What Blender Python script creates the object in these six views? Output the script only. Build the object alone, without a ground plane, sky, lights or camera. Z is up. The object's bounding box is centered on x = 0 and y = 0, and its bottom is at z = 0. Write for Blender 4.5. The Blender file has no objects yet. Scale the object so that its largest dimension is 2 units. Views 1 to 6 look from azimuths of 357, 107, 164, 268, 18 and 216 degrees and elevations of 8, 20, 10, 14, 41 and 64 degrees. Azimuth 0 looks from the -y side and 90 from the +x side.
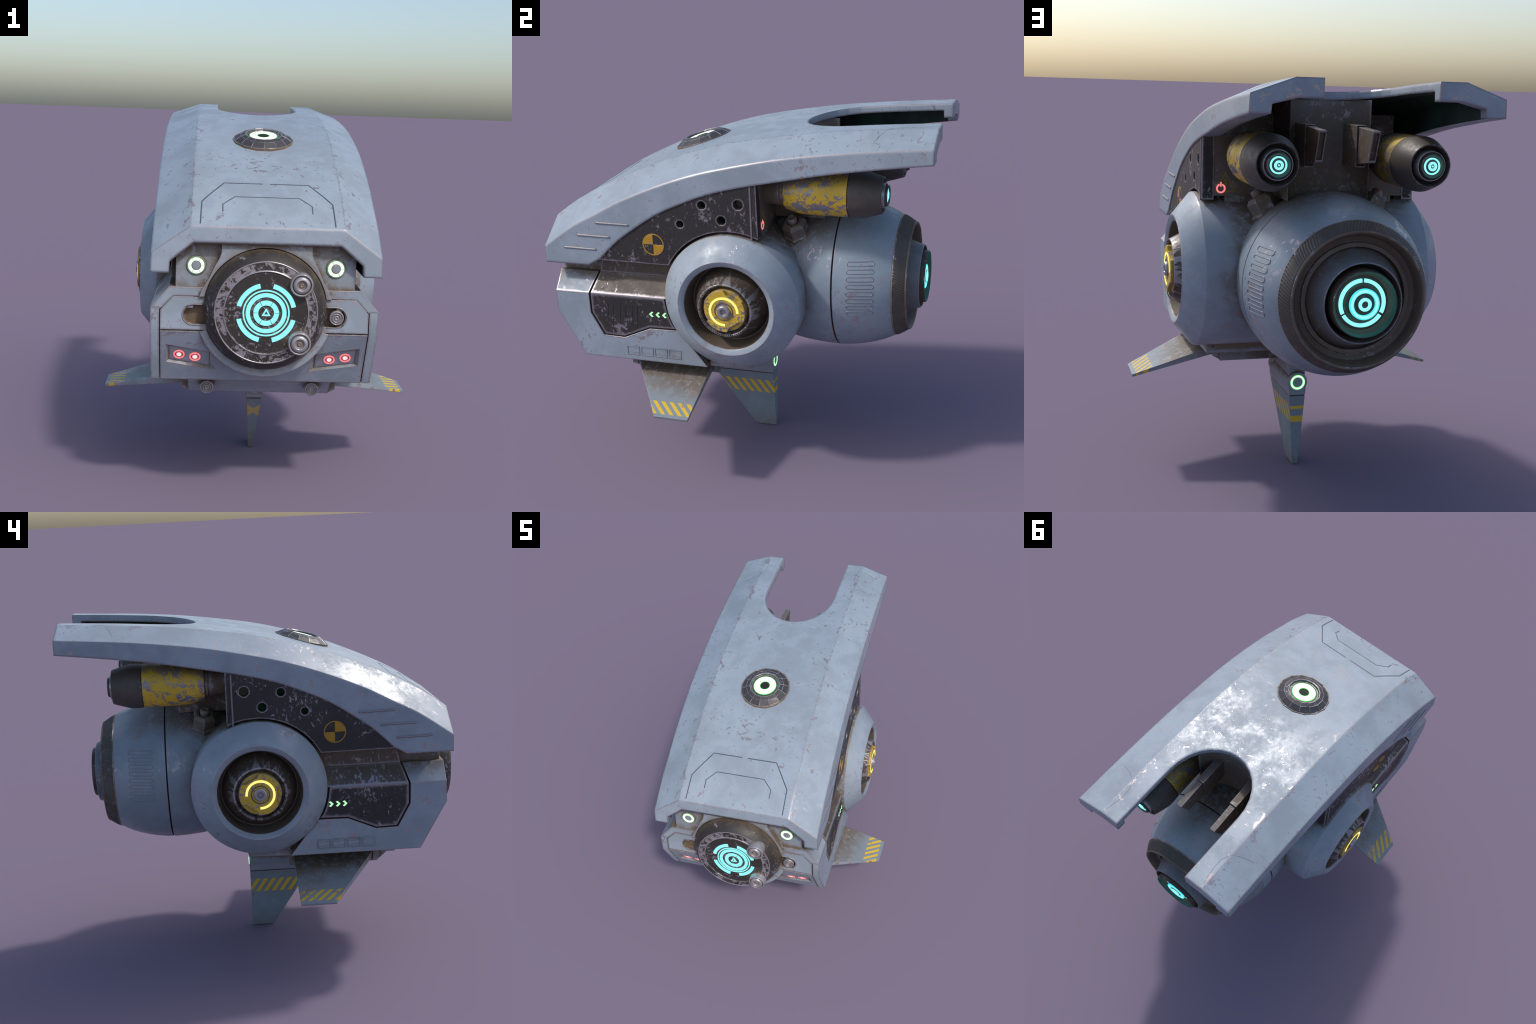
"""Hovering armoured drone: canopy shell, wedge hull, side pods, rear engine, thrusters, fins.
Frame: metres, z up, nose towards -y, symmetric in x."""
import bpy, bmesh, math
from mathutils import Vector, Matrix
from statistics import NormalDist
from math import sin, cos, pi, radians, sqrt, tan, asin, acos

X, Y, Z = Vector((1, 0, 0)), Vector((0, 1, 0)), Vector((0, 0, 1))

# ------------------------------------------------------------------ materials
def above(share, spread=0.054):
    """noise level that only this share of a surface exceeds (fractal noise is roughly normal around 0.5)"""
    return 0.5 + spread * NormalDist().inv_cdf(1 - min(max(share, 1e-5), 0.99))


class Nodes:
    """tiny helper for building node trees"""
    def __init__(self, name):
        self.mat = bpy.data.materials.new(name)
        self.mat.use_nodes = True
        self.t = self.mat.node_tree
        self.t.nodes.clear()
        self.out = self.t.nodes.new("ShaderNodeOutputMaterial")

    def n(self, kind, **props):
        node = self.t.nodes.new("ShaderNode" + kind)
        for k, v in props.items():
            setattr(node, k, v)
        return node

    def put(self, value, socket):
        if isinstance(value, bpy.types.NodeSocket):
            self.t.links.new(value, socket)
        elif value is not None:
            socket.default_value = value

    def math(self, op, a, b=0.0, c=0.0, clamp=False):
        m = self.n("Math", operation=op, use_clamp=clamp)
        for i, v in enumerate((a, b, c)):
            self.put(v, m.inputs[i])
        return m.outputs[0]

    def mix(self, fac, a, b, blend="MIX"):
        m = self.n("Mix", data_type="RGBA", blend_type=blend)
        self.put(fac, m.inputs[0])
        self.put(rgba(a), m.inputs[6])
        self.put(rgba(b), m.inputs[7])
        return m.outputs[2]

    def lerp(self, fac, a, b):
        m = self.n("Mix", data_type="FLOAT")
        self.put(fac, m.inputs[0]); self.put(a, m.inputs[2]); self.put(b, m.inputs[3])
        return m.outputs[0]

    def ramp(self, v, lo, hi, a=0.0, b=1.0, smooth=True):
        m = self.n("MapRange", clamp=True, interpolation_type="SMOOTHSTEP" if smooth else "LINEAR")
        self.put(v, m.inputs[0])
        for i, x in enumerate((lo, hi, a, b)):
            self.put(x, m.inputs[i + 1])
        return m.outputs[0]

    def coords(self):
        return self.n("TexCoord").outputs["Object"]

    def mapping(self, vec, scale=(1, 1, 1), rot=(0, 0, 0), loc=(0, 0, 0)):
        m = self.n("Mapping")
        self.put(vec, m.inputs[0])
        m.inputs["Scale"].default_value = scale
        m.inputs["Rotation"].default_value = rot
        m.inputs["Location"].default_value = loc
        return m.outputs[0]

    def noise(self, vec, scale, detail=4.0, rough=0.6, dist=0.0):
        m = self.n("TexNoise")
        self.put(vec, m.inputs["Vector"])
        m.inputs["Scale"].default_value = scale
        m.inputs["Detail"].default_value = detail
        m.inputs["Roughness"].default_value = rough
        m.inputs["Distortion"].default_value = dist
        return m.outputs[0]

    def edge(self, radius):
        """0 on flats, 1 on edges: how far a rounded normal turns from the true one"""
        bev = self.n("Bevel", samples=6)
        bev.inputs[0].default_value = radius
        geo = self.n("NewGeometry")
        dot = self.n("VectorMath", operation="DOT_PRODUCT")
        self.put(bev.outputs[0], dot.inputs[0]); self.put(geo.outputs["Normal"], dot.inputs[1])
        return self.math("SUBTRACT", 1.0, dot.outputs["Value"], clamp=True)

    def occlusion(self, dist):
        ao = self.n("AmbientOcclusion", samples=8)
        ao.inputs["Distance"].default_value = dist
        return ao.outputs["AO"]

    def bsdf(self, color, rough, metal=0.0, normal=None, coat=0.0, spec=0.5):
        b = self.n("BsdfPrincipled")
        self.put(rgba(color), b.inputs["Base Color"])
        self.put(rough, b.inputs["Roughness"])
        self.put(metal, b.inputs["Metallic"])
        b.inputs["Coat Weight"].default_value = coat
        b.inputs["Specular IOR Level"].default_value = spec
        if normal is not None:
            self.put(normal, b.inputs["Normal"])
        self.t.links.new(b.outputs[0], self.out.inputs[0])
        return b

    def bump(self, h, strength, distance=0.002, normal=None):
        m = self.n("Bump")
        m.inputs["Strength"].default_value = strength
        m.inputs["Distance"].default_value = distance
        self.put(h, m.inputs["Height"])
        if normal is not None:
            self.put(normal, m.inputs["Normal"])
        return m.outputs[0]


def rgba(c):
    if isinstance(c, (tuple, list)) and len(c) == 3:
        return (c[0], c[1], c[2], 1.0)
    return c


BARE = (0.37, 0.345, 0.37)      # bare, slightly mauve alloy under the paint
DIRT = (0.130, 0.092, 0.060)    # brown grime in the crevices
BLUE = (0.268, 0.318, 0.374)     # blue-grey paint


def worn(name, paint, edge_r=0.012, edge_gain=1.0, patches=0.02, patch_scale=7.0, dirt=0.9, dirt_dist=0.22,
         rough=0.46, flecks=0.015, bare=BARE, dirt_color=DIRT, pattern=None, stretch=(1.0, 0.8, 1.0), metal=0.0, bare_metal=0.55,
         bare_rough=0.27, tone=0.10, extra=None, fine=38.0, round_r=0.004, dirt_lo=0.14, dirt_hi=0.60, fleck_scale=26.0):
    """painted metal: tone drift, chipped edges, worn patches showing bare alloy, brown dirt where occluded.
    patches, flecks: share of the surface worn away; pattern: function(nodes, coords, paint socket) -> paint socket"""
    k = Nodes(name)
    co = k.coords()
    st = k.mapping(co, scale=stretch)
    big = k.noise(co, 4.0, 5, 0.65)
    mid = k.noise(st, patch_scale, 9, 0.72, 0.35)
    fin = k.noise(st, fine, 6, 0.7, 0.6)
    shade = k.math("ADD", k.math("MULTIPLY", big, 0.6), k.math("MULTIPLY", mid, 0.4))
    col = k.mix(k.ramp(shade, 0.42, 0.58), tuple(c * (1 - tone) for c in paint), tuple(min(1, c * (1 + tone)) for c in paint))
    if pattern:
        col = pattern(k, co, col)
    # wear masks
    turn = k.math("POWER", k.edge(edge_r), 0.5)
    jag = k.math("ADD", k.math("MULTIPLY", fin, 0.65), k.math("MULTIPLY", mid, 0.35))
    e = k.math("ADD", k.math("MULTIPLY", k.ramp(turn, 0.03, 0.42, smooth=False), edge_gain), k.math("MULTIPLY", k.math("SUBTRACT", jag, 0.5), 7.0))
    e = k.math("MULTIPLY", k.ramp(e, 0.52, 0.64), k.ramp(turn, 0.04, 0.08))
    p = k.math("ADD", k.math("MULTIPLY", mid, 0.75), k.math("MULTIPLY", fin, 0.25))
    lo = above(patches, 0.042)
    p = k.ramp(p, lo - 0.006, lo + 0.006)
    fl = k.noise(k.mapping(co, rot=(0.5, 0.4, 0.2), scale=(1, 1.6, 1)), fleck_scale, 7, 0.75, 0.4)
    fl = k.math("ADD", fl, k.math("MULTIPLY", k.math("SUBTRACT", big, 0.5), 0.5))
    lo = above(flecks, 0.060)
    f = k.ramp(fl, lo - 0.006, lo + 0.006)
    wear = k.math("MAXIMUM", e, k.math("MAXIMUM", p, f))
    if extra:
        wear = k.math("MAXIMUM", wear, extra(k, co, jag))
    # dirt
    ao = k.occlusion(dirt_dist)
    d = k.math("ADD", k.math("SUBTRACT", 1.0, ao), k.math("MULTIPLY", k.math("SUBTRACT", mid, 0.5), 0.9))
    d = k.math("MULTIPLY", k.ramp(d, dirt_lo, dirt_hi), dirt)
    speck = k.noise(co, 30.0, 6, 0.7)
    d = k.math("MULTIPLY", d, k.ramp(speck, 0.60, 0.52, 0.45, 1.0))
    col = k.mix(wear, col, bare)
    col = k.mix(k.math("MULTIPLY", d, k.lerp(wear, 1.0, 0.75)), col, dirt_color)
    r = k.lerp(k.ramp(shade, 0.44, 0.56), rough + 0.10, rough - 0.06)
    r = k.math("ADD", r, k.math("MULTIPLY", k.math("SUBTRACT", fin, 0.5), 0.5))
    r = k.lerp(wear, r, bare_rough)
    r = k.lerp(d, r, 0.6)
    m = k.lerp(wear, metal, bare_metal)
    m = k.math("MULTIPLY", m, k.math("SUBTRACT", 1.0, k.math("MULTIPLY", d, 0.8)))
    h = k.math("SUBTRACT", k.math("MULTIPLY", fin, 0.12), wear)
    nrm = k.n("Bevel", samples=6)
    nrm.inputs[0].default_value = round_r
    k.bsdf(col, r, m, k.bump(h, 0.25, 0.0015, nrm.outputs[0]))
    return k.mat


def glow(name, color, strength=1.0):
    k = Nodes(name)
    em = k.n("Emission")
    em.inputs[0].default_value = rgba(color)
    em.inputs[1].default_value = strength
    k.t.links.new(em.outputs[0], k.out.inputs[0])
    return k.mat


def plain(name, color, rough=0.5, metal=0.0, vary=0.2, scale=20.0):
    k = Nodes(name)
    nz = k.noise(k.coords(), scale, 6, 0.65)
    col = k.mix(k.ramp(nz, 0.35, 0.65), tuple(c * (1 - vary) for c in color), tuple(min(1, c * (1 + vary)) for c in color))
    k.bsdf(col, rough, metal)
    return k.mat


YELLOW = (0.66, 0.43, 0.03)


def stripes(axis_u, axis_v, slope, phase, period, width, v_lo, v_hi):
    """diagonal hazard stripes: yellow where frac((u - slope*v - phase)/period) < width, inside v_lo..v_hi"""
    def pattern(k, co, col):
        sep = k.n("SeparateXYZ"); k.put(co, sep.inputs[0])
        u = sep.outputs[axis_u]
        v = sep.outputs[axis_v]
        if axis_v == 0:
            v = k.math("ABSOLUTE", v)
        s = k.math("SUBTRACT", u, k.math("MULTIPLY", v, slope))
        s = k.math("FRACT", k.math("DIVIDE", k.math("ADD", s, -phase + 40 * period), period))
        on = k.math("LESS_THAN", s, width)
        on = k.math("MULTIPLY", on, k.math("GREATER_THAN", v, v_lo))
        on = k.math("MULTIPLY", on, k.math("LESS_THAN", v, v_hi))
        if axis_v == 2:     # keel: on the leading face the yellow pinches in the middle
            ny = k.n("SeparateXYZ"); k.put(k.n("NewGeometry").outputs["Normal"], ny.inputs[0])
            lead = k.math("LESS_THAN", ny.outputs[1], -0.45)
            mid = k.math("ABSOLUTE", k.math("SUBTRACT", v, (v_lo + v_hi) / 2 + .004))
            bow = k.math("LESS_THAN", mid, k.math("ADD", 0.014, k.math("MULTIPLY", k.math("ABSOLUTE", sep.outputs[0]), 0.8)))
            on = k.lerp(lead, on, k.math("MULTIPLY", bow, 0.55))
        return k.mix(on, col, YELLOW)
    return pattern


def streaks_around(cx, cy, cz, r0, r1):
    """scuffs radiating outwards from a rim of radius r0 in the y-z plane (both sides)"""
    def extra(k, co, jag):
        sep = k.n("SeparateXYZ"); k.put(co, sep.inputs[0])
        dy = k.math("SUBTRACT", sep.outputs[1], cy)
        dz = k.math("SUBTRACT", sep.outputs[2], cz)
        rad = k.math("SQRT", k.math("ADD", k.math("POWER", dy, 2.0), k.math("POWER", dz, 2.0)))
        ang = k.math("ARCTAN2", dz, dy)
        v = k.n("CombineXYZ")
        k.put(k.math("MULTIPLY", k.math("SINE", ang), 1.0), v.inputs[0])
        k.put(k.math("MULTIPLY", k.math("COSINE", ang), 1.0), v.inputs[1])
        k.put(k.math("MULTIPLY", rad, 3.0), v.inputs[2])
        nz = k.noise(v.outputs[0], 3.6, 10, 0.78, 0.4)
        reach = k.ramp(rad, r0, r1, 0.490, 0.66, smooth=False)
        return k.ramp(k.math("SUBTRACT", nz, reach), 0.0, 0.012)
    return extra


def groove_wear(cy_z, r0, r1):
    """mottled scuffing in an annulus r0..r1 of the x-z plane around z = cy_z"""
    def extra(k, co, jag):
        sep = k.n("SeparateXYZ"); k.put(co, sep.inputs[0])
        dz = k.math("SUBTRACT", sep.outputs[2], cy_z)
        rad = k.math("SQRT", k.math("ADD", k.math("POWER", sep.outputs[0], 2.0), k.math("POWER", dz, 2.0)))
        inside = k.math("MULTIPLY", k.ramp(rad, r0 - .004, r0 + .004), k.ramp(rad, r1 + .004, r1 - .004))
        nz = k.noise(co, 24.0, 9, 0.75, 0.6)
        patch = k.math("MULTIPLY", k.ramp(nz, 0.497, 0.509), inside)
        d0 = k.math("ABSOLUTE", k.math("SUBTRACT", rad, r0))
        d1 = k.math("ABSOLUTE", k.math("SUBTRACT", rad, r1))
        line = k.ramp(k.math("MINIMUM", d0, d1), 0.0035, 0.0015)
        return k.math("MAXIMUM", patch, k.math("MULTIPLY", line, 0.9))
    return extra


def hood_wear(k, co, jag):
    """rubbing along the two canopy ridges, one scuff on the hood, flaking towards the tail"""
    sep = k.n("SeparateXYZ"); k.put(co, sep.inputs[0])
    ax = k.math("ABSOLUTE", sep.outputs[0])
    near = k.ramp(k.math("ABSOLUTE", k.math("SUBTRACT", ax, 0.322)), 0.055, 0.0)
    nz = k.noise(k.mapping(co, scale=(1, 0.7, 1)), 17.0, 8, 0.72, 0.5)
    rub = k.ramp(k.math("ADD", nz, k.math("MULTIPLY", near, 0.085)), above(.004), above(.002))
    cx = k.math("POWER", k.math("DIVIDE", k.math("ADD", sep.outputs[0], 0.03), 0.14), 2.0)
    cy = k.math("POWER", k.math("DIVIDE", k.math("ADD", sep.outputs[1], 0.50), 0.13), 2.0)
    spot = k.ramp(k.math("ADD", cx, cy), 1.0, 0.1)
    nz2 = k.noise(k.mapping(co, scale=(0.8, 1.5, 1), rot=(0, 0, 0.45)), 19.0, 7, 0.7, 0.6)
    tail = k.math("MULTIPLY", k.ramp(sep.outputs[1], 0.5, 0.95), 0.055)
    scuff = k.ramp(k.math("ADD", k.math("ADD", nz2, tail), k.math("MULTIPLY", spot, 0.09)), above(.003), above(.002))
    return k.math("MAXIMUM", rub, scuff)


def chips(share, scale=11.0):
    """flaked paint all over, as on the yellow parts"""
    def extra(k, co, jag):
        nz = k.noise(k.mapping(co, scale=(1, 0.75, 1)), scale, 10, 0.72, 0.7)
        return k.ramp(nz, above(share) - 0.005, above(share) + 0.005)
    return extra


M = {}
M["canopy"] = worn("canopy_paint", BLUE, edge_r=0.014, edge_gain=2.0, patches=0.002, flecks=0.008, dirt=0.55, dirt_dist=0.10, rough=0.42, round_r=0.018, extra=hood_wear)
M["hull"] = worn("hull_paint", BLUE, edge_r=0.015, edge_gain=1.4, patches=0.010, patch_scale=8.0, flecks=0.010, dirt=0.97, rough=0.46, dirt_dist=0.22, dirt_lo=0.09, dirt_hi=0.45)
M["engine"] = worn("engine_paint", (0.235, 0.29, 0.34), edge_r=0.008, patches=0.02, flecks=0.03, dirt=0.95, dirt_dist=0.40, rough=0.44, dirt_lo=0.2, dirt_hi=0.75)
M["nozzle_blue"] = worn("nozzle_grimy_blue", (0.150, 0.175, 0.205), edge_r=0.005, patches=0.01, flecks=0.03, dirt=0.9, dirt_dist=0.16, rough=0.42)
M["frame"] = worn("inner_frame_paint", (0.145, 0.135, 0.128), edge_r=0.008, patches=0.02, flecks=0.04, dirt=1.0, dirt_dist=0.35, rough=0.5)
black = dict(patch_scale=9.0, rough=0.5, bare=(0.33, 0.31, 0.335), fine=60.0, bare_metal=0.6, fleck_scale=34.0)
M["black"] = worn("black_armour", (0.026, 0.023, 0.025), edge_r=0.024, edge_gain=2.0, patches=0.018, flecks=0.028, dirt=0.7, dirt_dist=0.13,
                  dirt_color=(0.10, 0.072, 0.05), **black)
M["armour_plate"] = worn("black_armour_plate", (0.026, 0.023, 0.025), edge_r=0.013, edge_gain=1.7, patches=0.018, flecks=0.026, dirt=0.7, dirt_dist=0.13,
                         dirt_color=(0.10, 0.072, 0.05), **black)
M["armour_slope"] = worn("black_armour_grimy", (0.075, 0.060, 0.048), edge_r=0.020, edge_gain=1.7, patches=0.018, flecks=0.04, dirt=1.0, dirt_dist=0.30,
                         dirt_color=(0.135, 0.098, 0.066), **black)
M["disc"] = worn("disc_black", (0.027, 0.023, 0.021), edge_r=0.004, edge_gain=0.3, patches=0.004, patch_scale=14.0, flecks=0.032, dirt=0.9, dirt_dist=0.26, dirt_lo=0.10, dirt_hi=0.5,
                 rough=0.42, extra=groove_wear(0.908, 0.174, 0.211), dirt_color=(0.10, 0.070, 0.045), fleck_scale=60.0, bare_metal=0.6)
M["hub"] = worn("hub_black", (0.064, 0.051, 0.042), edge_r=0.006, patches=0.01, flecks=0.03, dirt=0.85, dirt_dist=0.12, rough=0.40, metal=0.2,
                extra=streaks_around(0, 0.06, 0.922, 0.131, 0.19), dirt_color=(0.10, 0.072, 0.05))
M["yellow"] = worn("yellow_paint", YELLOW, edge_r=0.006, patches=0.05, flecks=0.03, dirt=0.9, dirt_dist=0.25, rough=0.45, extra=chips(0.24, 22.0),
                   bare=(0.27, 0.25, 0.28), tone=0.10, bare_metal=0.4, dirt_lo=0.3, dirt_hi=0.8)
M["cap_yellow"] = worn("cap_yellow", (0.60, 0.39, 0.03), edge_r=0.006, edge_gain=1.2, patches=0.02, flecks=0.03, dirt=0.5, dirt_dist=0.03, rough=0.48,
                       extra=chips(0.17, 34.0), bare=(0.27, 0.25, 0.28), tone=0.08, bare_metal=0.5)
M["fin"] = worn("fin_paint", (0.225, 0.265, 0.30), edge_r=0.008, edge_gain=0.8, patches=0.02, flecks=0.03, dirt=0.95, dirt_dist=0.34, rough=0.42,
                pattern=stripes(1, 0, 0.95, -0.919, 0.0435, 0.49, 0.628, 0.706), dirt_lo=0.1, dirt_hi=0.5)
M["keel"] = worn("keel_paint", (0.205, 0.255, 0.29), edge_r=0.006, edge_gain=0.7, patches=0.012, flecks=0.015, dirt=0.5, dirt_dist=0.2, rough=0.48,
                 pattern=stripes(1, 2, -0.68, -0.154 + 0.68 * 0.277, 0.044, 0.5, 0.203, 0.279))
M["nozzle_dark"] = worn("nozzle_dark", (0.080, 0.069, 0.060), edge_r=0.004, edge_gain=0.5, patches=0.0005, flecks=0.001, dirt=0.6, rough=0.52, metal=0.1,
                        dirt_color=(0.075, 0.055, 0.040))
M["bowl"] = worn("bowl_brown", (0.135, 0.102, 0.075), edge_r=0.004, edge_gain=0.5, patches=0.0005, flecks=0.003, dirt=0.7, dirt_dist=0.12, rough=0.55, metal=0.0,
                 dirt_color=(0.105, 0.078, 0.056))
M["steel"] = worn("steel", (0.36, 0.35, 0.37), edge_r=0.003, edge_gain=0.8, patches=0.02, flecks=0.02, dirt=0.75, dirt_dist=0.02, rough=0.32, metal=0.55)
M["brown"] = worn("grimy_brown", (0.19, 0.135, 0.088), edge_r=0.006, edge_gain=0.7, patches=0.01, flecks=0.02, dirt=0.7, rough=0.55)
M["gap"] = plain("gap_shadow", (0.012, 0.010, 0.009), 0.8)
M["line"] = plain("dark_line", (0.055, 0.075, 0.10), 0.6)  # dark rods in place of cut grooves, also shade under vent bars
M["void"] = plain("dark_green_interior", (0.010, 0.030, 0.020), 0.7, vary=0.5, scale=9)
M["green_backing"] = plain("green_backing", (0.02, 0.13, 0.045), 0.7, vary=0.6, scale=9)
M["teal"] = plain("teal_glow_tint", (0.035, 0.115, 0.085), 0.45)  # reflected cyan glow put into the colour of the inner wall
M["emboss"] = plain("emboss_paint", (0.225, 0.28, 0.335), 0.42)
M["emboss_black"] = plain("emboss_black", (0.016, 0.014, 0.015), 0.6)
M["decal_yellow"] = worn("decal_amber", (0.42, 0.225, 0.012), edge_gain=0.0, patches=0.01, flecks=0.01, dirt=0.2, rough=0.5)
M["decal_olive"] = plain("decal_olive", (0.24, 0.18, 0.03), 0.6)
M["red_paint"] = worn("neck_paint", (0.28, 0.26, 0.27), edge_gain=0.6, patches=0.02, flecks=0.03, dirt=0.9, dirt_dist=0.3, rough=0.5,
                      pattern=lambda k, co, col: k.mix(k.ramp(k.noise(co, 42.0, 2, 0.5), 0.57, 0.60), col, (0.33, 0.045, 0.04)))
M["lens_mount"] = worn("lens_mount_black", (0.045, 0.043, 0.046), edge_r=0.007, edge_gain=2.6, patches=0.01, flecks=0.01, dirt=0.5, dirt_dist=0.05, rough=0.42)
M["seam_metal"] = plain("seam_metal", (0.30, 0.29, 0.32), 0.35, 0.5, vary=0.45, scale=40)
M["chevron"] = glow("chevron_green", (0.46, 1.0, 0.50), 1.2)
M["cyan"] = glow("cyan_light", (0.32, 1.0, 1.0), 1.05)
M["cyan_deep"] = glow("cyan_light_rim", (0.08, 0.83, 0.90), 1.0)
M["green"] = glow("green_light", (0.76, 1.0, 0.74), 1.4)
M["green_rim"] = glow("green_light_rim", (0.10, 0.9, 0.14), 1.0)
M["green_soft"] = glow("green_lamp", (0.30, 1.0, 0.36), 1.05)
M["white"] = glow("white_green_light", (0.93, 1.0, 0.93), 1.6)
M["red"] = glow("red_light", (1.0, 0.24, 0.27), 1.0)
M["pink"] = glow("pink_light", (1.0, 0.72, 0.74), 1.15)
M["yellow_light"] = glow("yellow_light", (1.0, 0.90, 0.24), 1.15)

# ------------------------------------------------------------------ geometry helpers
ROOT = bpy.data.objects.new("hovering_drone", None)
ROOT.empty_display_size = 0.2
bpy.context.scene.collection.objects.link(ROOT)
ROOT["label"] = "worn blue-grey hovering sci-fi drone with glowing lights"
ROOT["category"] = "robot drone"


def add(name, verts, faces, mat, parent=None, bevel=0.0, segs=2, angle=30.0, smooth=40.0, round_it=False):
    me = bpy.data.meshes.new(name)
    bm = bmesh.new()
    vs = [bm.verts.new(v) for v in verts]
    for f in faces:
        if len(set(f)) > 2:
            try:
                bm.faces.new([vs[i] for i in f])
            except ValueError:
                pass
    bmesh.ops.remove_doubles(bm, verts=bm.verts, dist=1e-6)
    bmesh.ops.recalc_face_normals(bm, faces=bm.faces)
    bm.to_mesh(me)
    bm.free()
    for p in me.polygons:
        p.use_smooth = True
    me.set_sharp_from_angle(angle=radians(smooth))
    me.materials.append(M[mat] if isinstance(mat, str) else mat)
    ob = bpy.data.objects.new(name, me)
    bpy.context.scene.collection.objects.link(ob)
    ob.parent = parent or ROOT
    if bevel and round_it:
        b = ob.modifiers.new("rounded_edges", "BEVEL")
        b.width, b.segments, b.limit_method, b.angle_limit = bevel, segs, "ANGLE", radians(angle)
        b.harden_normals = True
        b.use_clamp_overlap = True
    return ob


class Frame:
    """drawing plane: origin o, axes u and v, normal n"""
    def __init__(self, o, u, v, n):
        self.o, self.u, self.v, self.n = Vector(o), Vector(u).normalized(), Vector(v).normalized(), Vector(n).normalized()

    def at(self, a, b, c=0.0):
        return self.o + self.u * a + self.v * b + self.n * c


def side(s, x=0.0, y=0.0, z=0.0):
    return Frame((s * x, y, z), Y, Z, X * s)


FRONT = Frame((0, 0, 0), X, Z, -Y)     # a = x, b = z, height = -y
REAR = Frame((0, 0, 0), X, Z, Y)


def prism(name, pts, fr, n0, n1, mat, parent=None, bevel=0.0, **kw):
    k = len(pts)
    v = [fr.at(a, b, n0) for a, b in pts] + [fr.at(a, b, n1) for a, b in pts]
    f = [list(range(k)), list(range(k, 2 * k))] + [[i, (i + 1) % k, k + (i + 1) % k, k + i] for i in range(k)]
    return add(name, v, f, mat, parent, bevel, **kw)


def box(name, lo, hi, mat, parent=None, bevel=0.0, **kw):
    fr = Frame((0, 0, 0), X, Y, Z)
    return prism(name, [(lo[0], lo[1]), (hi[0], lo[1]), (hi[0], hi[1]), (lo[0], hi[1])], fr, lo[2], hi[2], mat, parent, bevel, **kw)


def lathe(name, prof, fr, mat, parent=None, segs=64, smooth=35.0, wobble=None, phase=0.0, bevel=0.0):
    """prof: (radius, height along fr.n); ends that reach radius 0 close the surface"""
    v, f, rows = [], [], []
    for r, h in prof:
        if r < 1e-6:
            v.append(fr.at(0, 0, h)); rows.append([len(v) - 1] * segs)
            continue
        row = []
        for i in range(segs):
            a = 2 * pi * i / segs + phase
            rr = r + (wobble(a, h) if wobble else 0.0)
            v.append(fr.at(rr * cos(a), rr * sin(a), h)); row.append(len(v) - 1)
        rows.append(row)
    for p, q in zip(rows, rows[1:]):
        for i in range(segs):
            j = (i + 1) % segs
            face = [p[i], p[j], q[j], q[i]]
            f.append(list(dict.fromkeys(face)))
    return add(name, v, f, mat, parent, bevel, smooth=smooth)


def arc(cx, cy, r, a0, a1, n=16):
    return [(cx + r * cos(radians(a0 + (a1 - a0) * i / n)), cy + r * sin(radians(a0 + (a1 - a0) * i / n))) for i in range(n + 1)]


def sector(name, fr, r0, r1, a0, a1, h0, h1, mat, parent=None, n=None, bevel=0.0):
    n = n or max(3, int(abs(a1 - a0) / 5))
    if abs(a1 - a0) >= 360:
        return lathe(name, [(r0, h0), (r1, h0), (r1, h1), (r0, h1), (r0, h0)], fr, mat, parent, segs=n)
    pts = arc(0, 0, r1, a0, a1, n) + (arc(0, 0, r0, a1, a0, n) if r0 > 0 else [(0, 0)])
    return prism(name, pts, fr, h0, h1, mat, parent, bevel)


def tube(name, pts, rad, mat, parent=None, closed=False, sides=6, flat=None):
    """thin rod along pts; flat = (normal direction, squash) keeps drawn lines low"""
    pts = [Vector(p) for p in pts]
    n = len(pts)
    v, f = [], []
    for i, p in enumerate(pts):
        a = pts[(i - 1) % n] if closed or i else pts[0]
        b = pts[(i + 1) % n] if closed or i < n - 1 else pts[-1]
        d = (b - a).normalized()
        nrm = flat[0] if flat else (X if abs(d.x) < 0.8 else Z)
        s = d.cross(nrm).normalized()
        w = s.cross(d).normalized()
        sq = flat[1] if flat else 1.0
        for j in range(sides):
            t = 2 * pi * (j + .5) / sides
            v.append(p + s * rad * cos(t) + w * rad * sq * sin(t))
    m = n if closed else n - 1
    for i in range(m):
        i2 = (i + 1) % n
        for j in range(sides):
            j2 = (j + 1) % sides
            f.append([i * sides + j, i * sides + j2, i2 * sides + j2, i2 * sides + j])
    if not closed:
        f.append(list(range(sides)))
        f.append([(n - 1) * sides + j for j in range(sides)])
    return add(name, v, f, mat, parent)


def cut(ob, cutters):
    """boolean difference, applied at once"""
    for c in cutters:
        m = ob.modifiers.new("cut", "BOOLEAN")
        m.operation, m.object, m.solver = "DIFFERENCE", c, "EXACT"
    # the cut goes before the rounding
    keep = [(m.type, m.width, m.segments, m.angle_limit) for m in ob.modifiers if m.type == "BEVEL"]
    for m in list(ob.modifiers):
        if m.type == "BEVEL":
            ob.modifiers.remove(m)
    me = bpy.data.meshes.new_from_object(ob.evaluated_get(bpy.context.evaluated_depsgraph_get()))
    ob.modifiers.clear()
    ob.data = me
    for p in me.polygons:
        p.use_smooth = True
    me.set_sharp_from_angle(angle=radians(40))
    for _, w, s, a in keep:
        b = ob.modifiers.new("rounded_edges", "BEVEL")
        b.width, b.segments, b.limit_method, b.angle_limit, b.harden_normals = w, s, "ANGLE", a, True
    for c in cutters:
        bpy.data.objects.remove(c, do_unlink=True)
    return ob


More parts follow.
